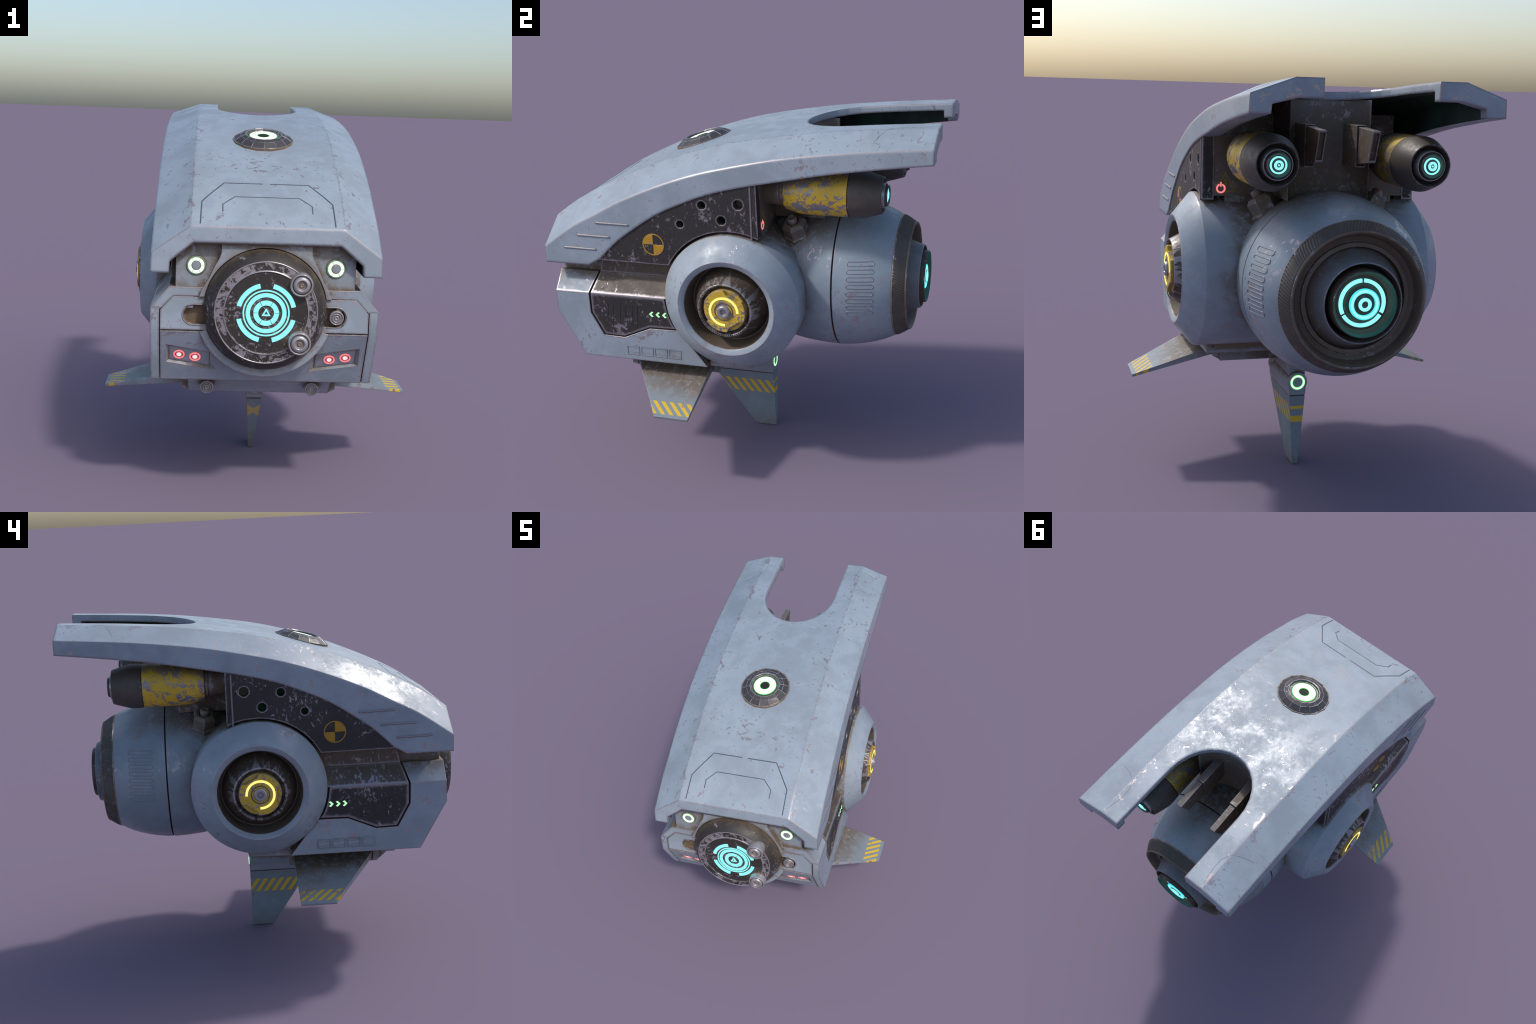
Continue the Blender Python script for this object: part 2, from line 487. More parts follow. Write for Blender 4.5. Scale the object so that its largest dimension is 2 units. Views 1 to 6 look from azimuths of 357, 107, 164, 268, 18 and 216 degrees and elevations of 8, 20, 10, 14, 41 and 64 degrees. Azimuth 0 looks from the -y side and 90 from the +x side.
def lookup(table, t):
    """smooth (Catmull-Rom-like, monotone enough) lookup in a list of (t, value)"""
    if t <= table[0][0]:
        return table[0][1]
    if t >= table[-1][0]:
        return table[-1][1]
    for i in range(len(table) - 1):
        if table[i][0] <= t <= table[i + 1][0]:
            break
    (x0, y0), (x1, y1) = table[i], table[i + 1]
    def slope(j):
        if j <= 0 or j >= len(table) - 1:
            j0, j1 = max(0, j - 1), min(len(table) - 1, j + 1)
        else:
            j0, j1 = j - 1, j + 1
        return (table[j1][1] - table[j0][1]) / (table[j1][0] - table[j0][0])
    h = x1 - x0
    s = (t - x0) / h
    m0, m1 = slope(i) * h, slope(i + 1) * h
    return (2 * s**3 - 3 * s**2 + 1) * y0 + (s**3 - 2 * s**2 + s) * m0 + (-2 * s**3 + 3 * s**2) * y1 + (s**3 - s**2) * m1


def part(name, parent=None):
    e = bpy.data.objects.new(name, None)
    e.empty_display_size = 0.05
    bpy.context.scene.collection.objects.link(e)
    e.parent = parent or ROOT
    return e

# ------------------------------------------------------------------ canopy shell
RIDGE = [(-.906, 1.252), (-.775, 1.343), (-.63, 1.420), (-.5, 1.480), (-.35, 1.542), (-.19, 1.597), (-.03, 1.642), (.1, 1.668), (.25, 1.692), (.45, 1.718), (.7, 1.739), (1.0, 1.756)]
EDGE = [(-.906, 1.138), (-.737, 1.255), (-.617, 1.318), (-.5, 1.382), (-.306, 1.466), (-.1, 1.537), (.12, 1.590), (.326, 1.630), (.64, 1.670), (1.0, 1.699)]
LIP = [(-.61, 1.092), (-.518, 1.183), (-.422, 1.254), (-.3, 1.334), (-.196, 1.384), (-.04, 1.446), (.12, 1.488), (.312, 1.526), (.54, 1.569), (.8, 1.606), (1.0, 1.630)]
XR, XE = 0.318, 0.478
NOTCH_W, NOTCH_Y, NOTCH_L = 0.216, 0.60, 0.267


def ridge(y): return lookup(RIDGE, y)
def edge_z(y): return lookup(EDGE, y)


def lip(y):
    if y < -.675:
        return 1.056
    if y < -.61:
        return 1.056 + (y + .675) / .065 * .036
    return lookup(LIP, y)


def notch(y):
    """half width of the tail notch"""
    if y <= NOTCH_Y - NOTCH_L:
        return 0.0
    if y >= NOTCH_Y:
        return NOTCH_W
    c = (NOTCH_Y - y) / NOTCH_L
    return NOTCH_W * sqrt(max(0.0, 1 - c * c))


def canopy_section(y, t):
    r, e, l, xn = ridge(y), edge_z(y), lip(y), notch(y)
    zi = max(l + 0.012, (e - 0.036) if t > .05 else e - 0.004)
    out = [(xn + (XR - xn) * i / 4, r) for i in range(5)]
    out += [(XR + (XE - XR) * i / 3, r + (e - r) * i / 3) for i in (1, 2, 3)]
    return out + [(0.481, l), (0.403, l), (0.400, zi), (0.305, r - t), ((0.305 + xn) / 2, r - t), (xn, r - t)]


def build_canopy():
    ys = [-.906, -.862, -.860]
    ys += [-.86 + .04 * i for i in range(1, 4)] + [-.70, -.675, -.64, -.61]
    ys += [-.61 + .0525 * i for i in range(1, 18)]
    ys += [NOTCH_Y - NOTCH_L * cos(radians(a)) for a in range(0, 91, 13)] + [NOTCH_Y]
    ys += [.66, .73, .8, .87, .93, .952, .954, 1.0]
    ys = sorted(set(round(y, 4) for y in ys))
    verts, faces = [], []
    for s in (1, -1):
        prev = None
        for y in ys:
            t = 0.070 if y < -.861 or y > .953 else 0.034
            base = len(verts)
            sec = canopy_section(y, t)
            verts += [(s * x, y, z) for x, z in sec]
            n = len(sec)
            ring = list(range(base, base + n))
            if prev is None or y == ys[-1]:
                faces.append(ring)
            if prev:
                for i in range(n - 1):
                    faces.append([prev[i], prev[i + 1], ring[i + 1], ring[i]])
                if notch(y) > 1e-6:
                    faces.append([prev[-1], prev[0], ring[0], ring[-1]])
            prev = ring
    ob = add("canopy", verts, faces, "canopy", smooth=9)
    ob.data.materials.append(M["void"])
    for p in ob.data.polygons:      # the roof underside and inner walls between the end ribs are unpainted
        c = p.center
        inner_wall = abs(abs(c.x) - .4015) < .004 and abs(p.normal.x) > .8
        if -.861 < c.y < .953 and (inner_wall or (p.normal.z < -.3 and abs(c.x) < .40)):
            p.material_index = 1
    return ob


CANOPY = build_canopy()


def on_canopy(x, y, lift=0.0):
    ax = abs(x)
    z = ridge(y) if ax <= XR else ridge(y) + (edge_z(y) - ridge(y)) * (ax - XR) / (XE - XR)
    return Vector((x, y, z + lift))


def canopy_line(name, pts, rad=0.0030, step=0.03):
    path = []
    for (x0, y0), (x1, y1) in zip(pts, pts[1:]):
        n = max(1, int(math.hypot(x1 - x0, y1 - y0) / step))
        path += [on_canopy(x0 + (x1 - x0) * i / n, y0 + (y1 - y0) * i / n, 0.0001) for i in range(n)]
    path.append(on_canopy(*pts[-1], 0.0001))
    return tube(name, path, rad, "line", CANOPY, flat=(Vector((0, -.45, .9)), 0.45))


for s in (1, -1):
    canopy_line("hatch_seam", [(s * .279, -.893), (s * .276, -.776), (s * .183, -.646), (s * .016, -.646)])
canopy_line("hatch_seam", [(-.188, -.83), (-.188, -.79), (-.137, -.742), (.137, -.742), (.188, -.79), (.188, -.83)], 0.0025)
for s in (1, -1):
    canopy_line("hairline_crack", [(s * .325, .99), (s * .306, .963), (s * .293, .876), (s * .295, .822), (s * .316, .774), (s * .361, .745), (s * .42, .725)], 0.0008, 0.02)
    for y0, z0 in ((-.615, 1.280), (-.720, 1.212), (-.798, 1.144)):
        prism("vent_bar", [(y0, z0 - .0045), (y0 + .172, z0 - .007), (y0 + .175, z0 - .003), (y0 + .172, z0 + .001), (y0, z0 + .0035), (y0 - .003, z0)], side(s), .475, .4835, "canopy", CANOPY, 0.001)
        prism("vent_bar_shade", [(y0 - .002, z0 - .0062), (y0 + .174, z0 - .009), (y0 + .174, z0 - .006), (y0 - .002, z0 - .0032)], side(s), .475, .4808, "line", CANOPY)  # dark strip painted where shade falls under the bar

# lens on the hood: fourteen-sided stepped mount
lens_n = Vector((0, -.29, 1)).normalized()
lens_fr = Frame(Vector((0, -.215, ridge(-.215))), X, X.cross(lens_n) * -1, lens_n)
MOUNT = lathe("lens_mount", [(.142, -.02), (.1395, .003), (.1385, .004), (.109, .023), (.088, .031), (.084, .031), (.080, .021), (.078, .020), (0, .020)], lens_fr, "lens_mount", CANOPY, segs=14, smooth=5, phase=pi / 14)
LENS_STEPS = [(.1385, .004), (.109, .023), (.088, .031)]
for r, h in LENS_STEPS[1:]:
    tube("lens_seam", [lens_fr.at(r * cos(pi / 14 + 2 * pi * i / 14), r * sin(pi / 14 + 2 * pi * i / 14), h) for i in range(14)], .0014, "seam_metal", CANOPY, closed=True, sides=5)
for i in range(14):
    a = pi / 14 + 2 * pi * i / 14
    tube("lens_seam", [lens_fr.at(r * cos(a), r * sin(a), h) for r, h in (((.133, .0076),) if i % 3 else ((.1375, .0046),)) + tuple(LENS_STEPS[1:])], .0012, "seam_metal", CANOPY, sides=5)
sector("lens_gasket", lens_fr, .138, .1435, 0, 360, -.01, .0045, "brown", CANOPY, n=14)
sector("lens_glow", lens_fr, .030, .0635, 0, 360, .019, .0235, "white", CANOPY, n=56)
sector("lens_glow_rim", lens_fr, .0635, .0665, 0, 360, .019, .0232, "green_rim", CANOPY, n=56)
sector("lens_glow_rim", lens_fr, .0265, .030, 0, 360, .019, .0232, "green_rim", CANOPY, n=40)
sector("lens_pupil", lens_fr, 0.0, .0265, 0, 359.99, .019, .0225, "gap", CANOPY, n=40)

# ------------------------------------------------------------------ hull
core_outline = [(-.8445, .800), (-.8445, .975), (.15, .975), (.15, .575), (-.722, .575)]
HULL = prism("hull", core_outline, side(1), -.398, .398, "brown")

# nose upper block, lamp wall and inner walls under the canopy
wall_pts = [(-.857, .97), (-.857, 1.195), (-.70, 1.31), (-.5, 1.42), (-.3, 1.50), (-.1, 1.56), (.1, 1.60), (.195, 1.61), (.195, .97)]
prism("nose_wall", wall_pts, side(1), -.376, .376, "hull", HULL, 0.004)
box("bulkhead", (-.432, .05, 1.258), (.432, .201, 1.515), "frame", HULL, 0.004)

for s in (1, -1):
    # lower side plate
    pts = [(-.872, .905), (-.872, .800), (-.738, .562), (-.083, .561), (-.222, .7425), (-.376, .7395), (-.515, .6795), (-.627, .6825), (-.690, .800), (-.692, .905)]
    prism("hull_plate", pts, side(s), .4405, .478, "hull", HULL, 0.004)
    # sloping shoulder above it
    v = [(.300, -.8715, .9045), (.478, -.8715, .9045), (.402, -.8715, .993), (.300, -.8715, .993),
         (.300, -.692, .9045), (.478, -.692, .9045), (.402, -.664, .993), (.300, -.664, .993)]
    add("shoulder", [(s * x, y, z) for x, y, z in v], [[0, 1, 2, 3], [7, 6, 5, 4], [0, 4, 5, 1], [1, 5, 6, 2], [2, 6, 7, 3], [3, 7, 4, 0]], "hull", HULL, 0.004)
    # dark armour between nose and pod
    rim = [(y, z) for y, z in arc(.06, .922, .349, 210, 182, 8)]
    pts = [(-.682, .905), (-.681, .802), (-.6205, .690), (-.516, .687), (-.3755, .7475), (-.236, .7505)] + [p for p in rim if p[1] < .905 and p[1] > .752] + [(-.289, .905)]
    prism("armour_panel", pts, side(s), .40, .4765, "black", HULL, 0.003)
    v = [(.33, -.682, .9055), (.4765, -.682, .9055), (.4015, -.655, .993), (.33, -.655, .993),
         (.33, -.20, .9055), (.4765, -.20, .9055), (.4015, -.20, .993), (.33, -.20, .993)]
    add("armour_slope", [(s * x, y, z) for x, y, z in v], [[0, 1, 2, 3], [7, 6, 5, 4], [0, 4, 5, 1], [1, 5, 6, 2], [2, 6, 7, 3], [3, 7, 4, 0]], "armour_slope", HULL, 0.003)
    prism("armour_wall", [(-.655, .9935), (-.63, 1.10), (-.2, 1.12), (-.2, .9935)], side(s), .33, .4010, "armour_slope", HULL, 0.002)
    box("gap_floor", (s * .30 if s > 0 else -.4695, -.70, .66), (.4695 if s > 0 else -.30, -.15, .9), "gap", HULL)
    # thin black rods in place of faint capsule grooves in the armour
    for y0 in (-.583, -.519, -.452):
        for dy in (-.013, .013):
            tube("armour_groove_line", [(s * .4766, y0 + dy + .006, .855), (s * .4766, y0 + dy - .002, .756)], .0011, "emboss_black", HULL)
        tube("armour_groove_line", [(s * .4766, y0 - .002 + .013 * cos(a), .756 + .013 * sin(a)) for a in [pi + pi * i / 8 for i in range(9)]], .0011, "emboss_black", HULL)
    # chevrons
    for i in range(3):
        y0 = -.374 + .0345 * i
        w, h, d = .0085, .0145, .0145
        prism("chevron_light", [(y0, .819), (y0 + d, .819 + h), (y0 + d + w, .819 + h - .004), (y0 + w + .003, .819), (y0 + d + w, .819 - h + .004), (y0 + d, .819 - h)], side(s), .476, .4785, "chevron", HULL)
    # row of four framed slots
    for i in range(4):
        y0 = -.508 + .0745 * i
        w, z0, z1 = .066, .589, .637
        for a, b, c, d in ((y0, z1 - .004, y0 + w, z1), (y0, z0, y0 + w, z0 + .003), (y0, z0 + .003, y0 + .0035, z1 - .004), (y0 + w - .0035, z0 + .003, y0 + w, z1 - .004)):
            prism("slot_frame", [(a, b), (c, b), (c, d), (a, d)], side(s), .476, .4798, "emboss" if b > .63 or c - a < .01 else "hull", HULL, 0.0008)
        prism("slot_slat", [(y0 + .004, .603), (y0 + w - .004, .600), (y0 + w - .004, .602), (y0 + .004, .605)], side(s), .476, .4788, "emboss", HULL)
        prism("slot_slat", [(y0 + .004, .624), (y0 + w - .004, .621), (y0 + w - .004, .6225), (y0 + .004, .6255)], side(s), .476, .4786, "emboss", HULL)

# nose front: frame, upper panels with open slots, slanted lower panel
for s in (1, -1):
    frame_pts = [(.4400, .806), (.4770, .806), (.4770, .9042), (.4400, .9042)]
    prism("nose_frame", [(.20, .9555), (.3845, .9555), (.4395, .8955), (.4395, .9035), (.4765, .9035), (.402, .9925), (.20, .9925)],
          Frame((0, 0, 0), X * s, Z, -Y), .80, .8722, "hull", HULL, 0.003)
    slot = [(.24, .837)] + [(p[0], p[1]) for p in arc(.301, .8775, .0405, -90, 90, 12)] + [(.24, .918)]
    prism("nose_panel", slot + [(.24, .9525), (.383, .9525), (.4365, .8945), (.4365, .8115), (.24, .8115)],
          Frame((0, 0, 0), X * s, Z, -Y), .8425, .8745, "hull", HULL, 0.003)
    sleeve = [(x, z) for x, z in arc(.301, .8775, .0402, -90, 90, 12)] + [(x, z) for x, z in arc(.301, .8775, .0375, 90, -90, 12)]
    prism("slot_dark_sleeve", sleeve, Frame((0, 0, 0), X * s, Z, -Y), .8435, .8735, "brown", HULL)  # added brown sleeve, darkens the sunlit end wall of the slot
    # raised lip round the slot
    lip_pts = [(s * x, -.8748, z) for x, z in [(.262, .834)] + arc(.301, .8775, .0435, -90, 90, 12) + [(.262, .921)]]
    tube("slot_lip", lip_pts, .003, "hull", HULL)

slant_dir = Vector((0, -.134, .238)).normalized()
slant_n = Vector((0, -.238, -.134)).normalized()
SL = Frame((0, -.738, .562), X, slant_dir, slant_n)          # b runs 0 .. 0.273 up the slope
low = prism("lamp_panel", [(-.4365, -.002), (.4365, -.002), (.4365, .277), (-.4365, .277)], SL, -.04, 0.0, "hull", HULL, 0.003)


def slant_b(z): return (z - .562) / .238 * SL_LEN


SL_LEN = math.hypot(.134, .238)
cutters = []
for s in (1, -1):
    inner = [(s * .400, slant_b(.726)), (s * .226, slant_b(.699)), (s * .226, slant_b(.627)), (s * .400, slant_b(.655))]
    outer = [(s * .414, slant_b(.738)), (s * .222, slant_b(.703)), (s * .200, slant_b(.613)), (s * .414, slant_b(.650))]
    v = [SL.at(a, b, -.012) for a, b in inner] + [SL.at(a, b, .0008) for a, b in outer]
    c = add("recess_cutter", v, [[0, 1, 2, 3], [4, 5, 6, 7]] + [[i, (i + 1) % 4, 4 + (i + 1) % 4, 4 + i] for i in range(4)], "hull")
    cutters.append(c)
cut(low, cutters)
for s in (1, -1):
    inner = [(s * .398, slant_b(.724)), (s * .228, slant_b(.697)), (s * .228, slant_b(.629)), (s * .398, slant_b(.657))]
    prism("lamp_plate", inner, SL, -.016, -.0095, "hull", HULL, 0.0015)
    for x0, z0 in ((.3565, .683), (.2885, .672)):
        fr = Frame(SL.at(s * x0, slant_b(z0), 0), X, slant_dir, slant_n)
        sector("tail_lamp_ring", fr, .0180, .0245, 0, 360, -.0098, -.0065, "red", HULL, n=32)
        sector("tail_lamp_core", fr, 0.0, .0100, 0, 359.9, -.0098, -.0065, "pink", HULL, n=16)
        sector("tail_lamp_halo", fr, .0100, .0118, 0, 360, -.0098, -.0069, "red", HULL, n=24)

# disc housing: half-moon lip below, flared plate above
prism("disc_lip", arc(0, .908, .290, 201, 339, 40) + arc(0, .908, .259, 339, 201, 40), FRONT, .72, .876, "hull", HULL, 0.003)
flare = [(-.187, 1.196), (.187, 1.196), (.188, 1.143), (.197, 1.117), (.213, 1.088), (.236, 1.036), (.266, .985), (.2765, .955)]
hole = arc(0, .908, .259, 10.5, 169.5, 40)
prism("disc_collar", [(-.2765, .955), (-.266, .985), (-.236, 1.036), (-.213, 1.088), (-.197, 1.117), (-.188, 1.143)] + flare + hole, FRONT, .80, .886, "hull", HULL, 0.003)

for s in (1, -1):
    fr = Frame((s * .2915, -.857, 1.083), X, Z, -Y)
    lathe("nose_lamp_base", [(.041, -.005), (.041, .003), (.039, .005), (0, .005)], fr, "hull", HULL, segs=40)
    for i in range(6):
        sector("nose_lamp", fr, .0205, .0335, 60 * i + 2, 60 * i + 58, .004, .0075, "green", HULL, n=12)
        sector("nose_lamp_rim", fr, .0328, .0345, 60 * i + 1, 60 * i + 59, .004, .0070, "green_rim", HULL, n=12)
    lathe("nose_lamp_boss", [(.0185, .004), (.0175, .007), (0, .008)], fr, "hull", HULL, segs=24)

# ------------------------------------------------------------------ sensor disc on the nose
DF = Frame((0, 0, .908), X, Z, -Y)
DISC = lathe("sensor_disc", [(.254, .80), (.2565, .872), (.2555, .888), (.2515, .904), (.244, .921), (.233, .937), (.220, .950), (.213, .9565), (.211, .9575), (.2085, .9555), (.178, .9565), (.1745, .9605), (.172, .961), (.169, .9575), (0, .9575)],
             DF, "disc", segs=96, smooth=40)
for i in range(4):
    sector("disc_glow", DF, .1055, .1245, 90 * i + 13.5, 90 * i + 76.5, .957, .961, "cyan", DISC, n=22, bevel=0.0015)
sector("disc_glow", DF, .0905, .0965, 0, 360, .957, .961, "cyan", DISC, n=72)
sector("disc_glow", DF, .0665, .0835, 0, 360, .957, .961, "cyan", DISC, n=72)
for i in range(6):
    sector("disc_glow", DF, .0325, .0525, 60 * i + 1.6, 60 * i + 58.4, .957, .961, "cyan", DISC, n=12)
tri_o = [(.0215 * cos(radians(90 + 120 * i)), .0215 * sin(radians(90 + 120 * i)) - .001) for i in range(3)]
tri_i = [(.0095 * cos(radians(90 + 120 * i)), .0095 * sin(radians(90 + 120 * i)) - .001) for i in range(3)]
for i in range(3):
    j = (i + 1) % 3
    prism("disc_glow", [tri_o[i], tri_o[j], tri_i[j], tri_i[i]], DF, .957, .961, "cyan", DISC)


def knob(x, y_base, z, r, depth, parent):
    fr = Frame((x, y_base, z), X, Z, -Y)
    k = r / .048
    lathe("knob_socket", [(.048 * k, -.03), (.048 * k, depth - .004), (.0455 * k, depth), (.041 * k, depth), (.0385 * k, depth - .003), (.0375 * k, depth - .012), (.0 * k, depth - .012)], fr, "steel", parent, segs=40)
    lathe("knob_dome", [(.0375 * k, depth - .014), (.0365 * k, depth - .004), (.034 * k, depth + .002), (.029 * k, depth + .0055), (.022 * k, depth + .006), (.0195 * k, depth + .004), (.018 * k, depth - .002), (.0165 * k, depth - .004), (.0095 * k, depth - .004)], fr, "steel", parent, segs=40)
    lathe("knob_pin", [(.014 * k, depth - .006), (.009 * k, depth - .001), (.0085 * k, depth + .0005), (.0045 * k, depth + .0005), (.004 * k, depth - .001), (0, depth - .001)], fr, "brown", parent, segs=24)


knob(.1395, -.945, 1.032, .0475, .049, DISC)
knob(.1395, -.945, .789, .0475, .049, DISC)


def rings_knob(name, fr, r, h, parent):
    lathe(name, [(r, -.05), (r, h - .004), (r * .92, h), (r * .80, h), (r * .76, h - .004), (r * .66, h - .004), (r * .62, h + .0005), (r * .5, h + .0005), (r * .46, h - .0035),
                 (r * .36, h - .0035), (r * .33, h), (r * .16, h), (r * .13, h - .003), (0, h - .003)], fr, "steel", parent, segs=36, smooth=25)


rings_knob("slot_knob", Frame((.301, -.872, .8775), X, Z, -Y), .031, .012, DISC)

# ------------------------------------------------------------------ upper side armour with holes
for s in (1, -1):
    top = [(-.62 + .82 * i / 20, lip(-.62 + .82 * i / 20) + .022) for i in range(21)]
    arc_pts = arc(.06, .922, .350, 65.5, 152.5, 24)
    pts = [(-.620, 1.086)] + top + [(.203, 1.240)] + arc_pts
    # bottom edge runs from the arc to the front corner
    ob = prism("armour_plate", pts, side(s), .425, .4765, "armour_plate", None, 0.0035)
    holes = []
    for y0, z0, r in ((-.179, 1.296, .0195), (-.066, 1.395, .0215), (.0275, 1.326, .0235), (.1125, 1.4065, .0255)):
        holes.append(prism("hole_cutter", [(y0 + r * cos(radians(22.5 + 45 * i)), z0 + r * sin(radians(22.5 + 45 * i))) for i in range(8)], side(s), .40, .50, "black"))
    cut(ob, holes)
    ob.name = "armour_plate"
    box("hole_backing", (.398 if s > 0 else -.40, -.30, 1.24), (.40 if s > 0 else -.398, .19, 1.50), "green_backing", ob)
    # border strip at the rear edge
    prism("border_strip", [(.168, 1.236), (.176, 1.2345), (.176, 1.495), (.168, 1.492)], side(s), .47, .4782, "black", ob, 0.0012)
    # quartered roundel
    RF = side(s, 0, -.322, 1.185)
    sector("roundel", RF, .0495, .055, 0, 360, .4755, .4776, "decal_yellow", ob, n=48)
    sector("roundel", RF, 0, .0495, 90, 180, .4755, .4776, "decal_yellow", ob, n=16)
    sector("roundel", RF, 0, .0495, 270, 360, .4755, .4776, "decal_yellow", ob, n=16)

# ------------------------------------------------------------------ side pods
for s in (1, -1):
    WF = side(s, 0, .06, .922)
    pod = lathe("engine_pod", [(.337, .08), (.337, .486), (.3345, .491), (.241, .570), (.236, .573), (.214, .566), (.2095, .562), (.2075, .555), (.200, .44)], WF, "hull", segs=72, smooth=30)
    lathe("pod_bowl", [(.207, .558), (.198, .50), (.192, .478), (.150, .470)], WF, "bowl", pod, segs=64)
    lathe("pod_hub", [(.192, .46), (.186, .478), (.136, .576), (.1315, .585), (.127, .5865), (.1215, .583), (.119, .57), (.117, .55), (.10, .545)], WF, "hub", pod, segs=64, smooth=30)
    # lettering-like ticks on the hub rim
    for a in list(range(195, 330, 5)) + list(range(100, 190, 9)):
        sector("rim_tick", WF, .1235, .1275, a, a + 2.2, .583, .5872, "gap", pod, n=1)
    lathe("cap_base", [(.1065, .53), (.1065, .572), (.1045, .579), (.0, .579)], WF, "cap_yellow", pod, segs=64, smooth=30)
    cap = []
    for i in range(120):
        t = 360 * i / 120
        r = .1035
        for c in (60, 180 + 5, 300 + 5):
            d = (t - c + 180) % 360 - 180
            if abs(d) < 29:
                flat_r = .080 / cos(radians(d))
                blend = max(0.0, (abs(d) - 22) / 7)
                r = min(r, flat_r * (1 - blend) + .1035 * blend)
        cap.append((r * cos(radians(t)), r * sin(radians(t))))
    prism("cap_plate", cap, WF, .578, .5965, "cap_yellow", pod, 0.0035, angle=35)
    lathe("cap_dish", [(.0465, .593), (.0465, .5975), (.044, .5985), (.041, .597), (.039, .595), (.0, .595)], WF, "bowl", pod, segs=40)
    lathe("cap_knob", [(.033, .592), (.0325, .600), (.030, .606), (.027, .6085), (.0165, .6085), (.015, .606), (.0135, .599), (0, .599)], WF, "steel", pod, segs=40)
    sector("pod_light", WF, .0615, .0730, -3, 273, .595, .5985, "yellow_light", pod, n=60, bevel=0.001)

# ------------------------------------------------------------------ rear engine
EF = Frame((0, 0, .937), X, Z, Y)
ENGINE_R = [(.12, .29), (.20, .325), (.30, .351), (.40, .3655), (.517, .3705), (.60, .3625), (.66, .350), (.72, .332), (.765, .312), (.79, .298)]


def engine_r(y): return lookup(ENGINE_R, y)


prof = [(.0, .10), (.27, .10)] + [(engine_r(y), y) for y in (.12, .16, .20, .25, .30, .35, .40, .45, .49, .5135)]
prof += [(.362, .514), (.362, .5205)] + [(engine_r(y), y) for y in (.521, .55, .58, .61, .64, .67, .70, .73, .76, .788)] + [(.290, .79), (.26, .79)]
ENGINE = lathe("engine", prof, EF, "engine", segs=72, smooth=30)
sector("engine_seam", EF, .340, .3640, 0, 360, .5142, .5202, "gap", ENGINE, n=72)


def knurl(a, h):
    t = a * 140 + (h - .79) * 2 * pi * 40
    return 0.0013 * sin(t)


rows = [(.2975 - (.2975 - .268) * (i / 16) ** 1.25, .795 + .052 * i / 16) for i in range(17)]
lathe("knurled_ring", [(.29, .794)] + rows + [(.262, .848)], EF, "nozzle_dark", ENGINE, segs=1120, smooth=60, wobble=lambda a, h: knurl(a, h) if .7945 < h < .8475 else 0.0)
sector("ring_seam", EF, .28, .2995, 0, 360, .7885, .7945, "brown", ENGINE, n=72)
lathe("engine_bowl", [(.267, .846), (.268, .853), (.265, .857), (.259, .856), (.254, .850), (.248, .832), (.240, .812), (.222, .802), (.219, .803), (.216, .814), (.200, .815), (.198, .792), (.16, .790)], EF, "bowl", ENGINE, segs=72, smooth=28)
lathe("engine_nozzle", [(.200, .788), (.190, .805), (.176, .835), (.1625, .872), (.1575, .894), (.156, .899), (.153, .901), (.150, .899), (.147, .885), (.140, .82)], EF, "nozzle_blue", ENGINE, segs=64)
lathe("engine_tube", [(.132, .80), (.1305, .86), (.129, .913), (.1275, .921), (.1255, .923)], EF, "hub", ENGINE, segs=64)
lathe("engine_liner", [(.1255, .923), (.1235, .922), (.1165, .903)], EF, "teal", ENGINE, segs=64)
lathe("engine_throat", [(.1167, .9035), (.108, .886), (.104, .882)], EF, "bowl", ENGINE, segs=64)
lathe("engine_core", [(.104, .8825), (.098, .884), (.072, .886), (.068, .892), (.062, .905), (.056, .910), (.034, .907), (.030, .908), (.028, .916), (.012, .916), (.010, .913), (0, .913)], EF, "nozzle_dark", ENGINE, segs=64)
for a0, a1 in ((93, 207), (213, 327), (333, 447)):
    sector("engine_glow", EF, .0785, .0925, a0, a1, .880, .892, "cyan", ENGINE, n=28, bevel=0.002)
sector("engine_glow", EF, .042, .0595, 0, 360, .890, .9145, "cyan_deep", ENGINE, n=48)
sector("engine_glow", EF, .0445, .055, 0, 360, .890, .9160, "cyan", ENGINE, n=48)
sector("engine_glow", EF, .0135, .0255, 0, 360, .890, .9215, "cyan", ENGINE, n=24)

for s in (1, -1):
    for i in range(8):
        zc = 1.098 - .0340 * i - .937
        path = []
        y0, y1, hh = .5955, .7005, .0095
        outline = [(y0 + (y1 - y0) * j / 5, hh) for j in range(6)] + [(y1 + hh * sin(pi * j / 6), hh * cos(pi * j / 6)) for j in range(1, 6)] + \
                  [(y1 - (y1 - y0) * j / 5, -hh) for j in range(6)] + [(y0 - hh * sin(pi * j / 6), -hh * cos(pi * j / 6)) for j in range(1, 6)]
        for yy, dz in outline:
            r = engine_r(yy) + .0004
            z = zc + dz
            path.append((s * sqrt(r * r - z * z), yy, .937 + z))
        tube("slot_emboss", path, .0017, "engine", ENGINE, closed=True)

# nuts on the engine shoulder
for s in (1, -1):
    nn = Vector((s * .50, -.12, .86)).normalized()
    nu = nn.cross(Y).normalized()
    nf = Frame((s * .222, .32, 1.203), nu, nn.cross(nu), nn)
    nut = lathe("hex_nut", [(0, -.02), (.072, -.02), (.072, .006), (.067, .010), (.061, .011), (.061, .062), (.047, .078), (.033, .080), (.030, .066), (0, .066)], nf, "frame", segs=6, smooth=20, bevel=0.002)
    lathe("nut_bolt", [(.024, .06), (.024, .100), (.018, .107), (.014, .107), (.013, .101), (0, .101)], nf, "red_paint", nut, segs=16)

# ------------------------------------------------------------------ tail column with two vents
def col_outline():
    pts = [(-.172, .19), (.172, .19), (.172, .448)]
    pts += [(.172 * cos(radians(a)), .452 - .118 * sin(radians(a))) for a in range(12, 169, 12)]
    return pts + [(-.172, .448)]


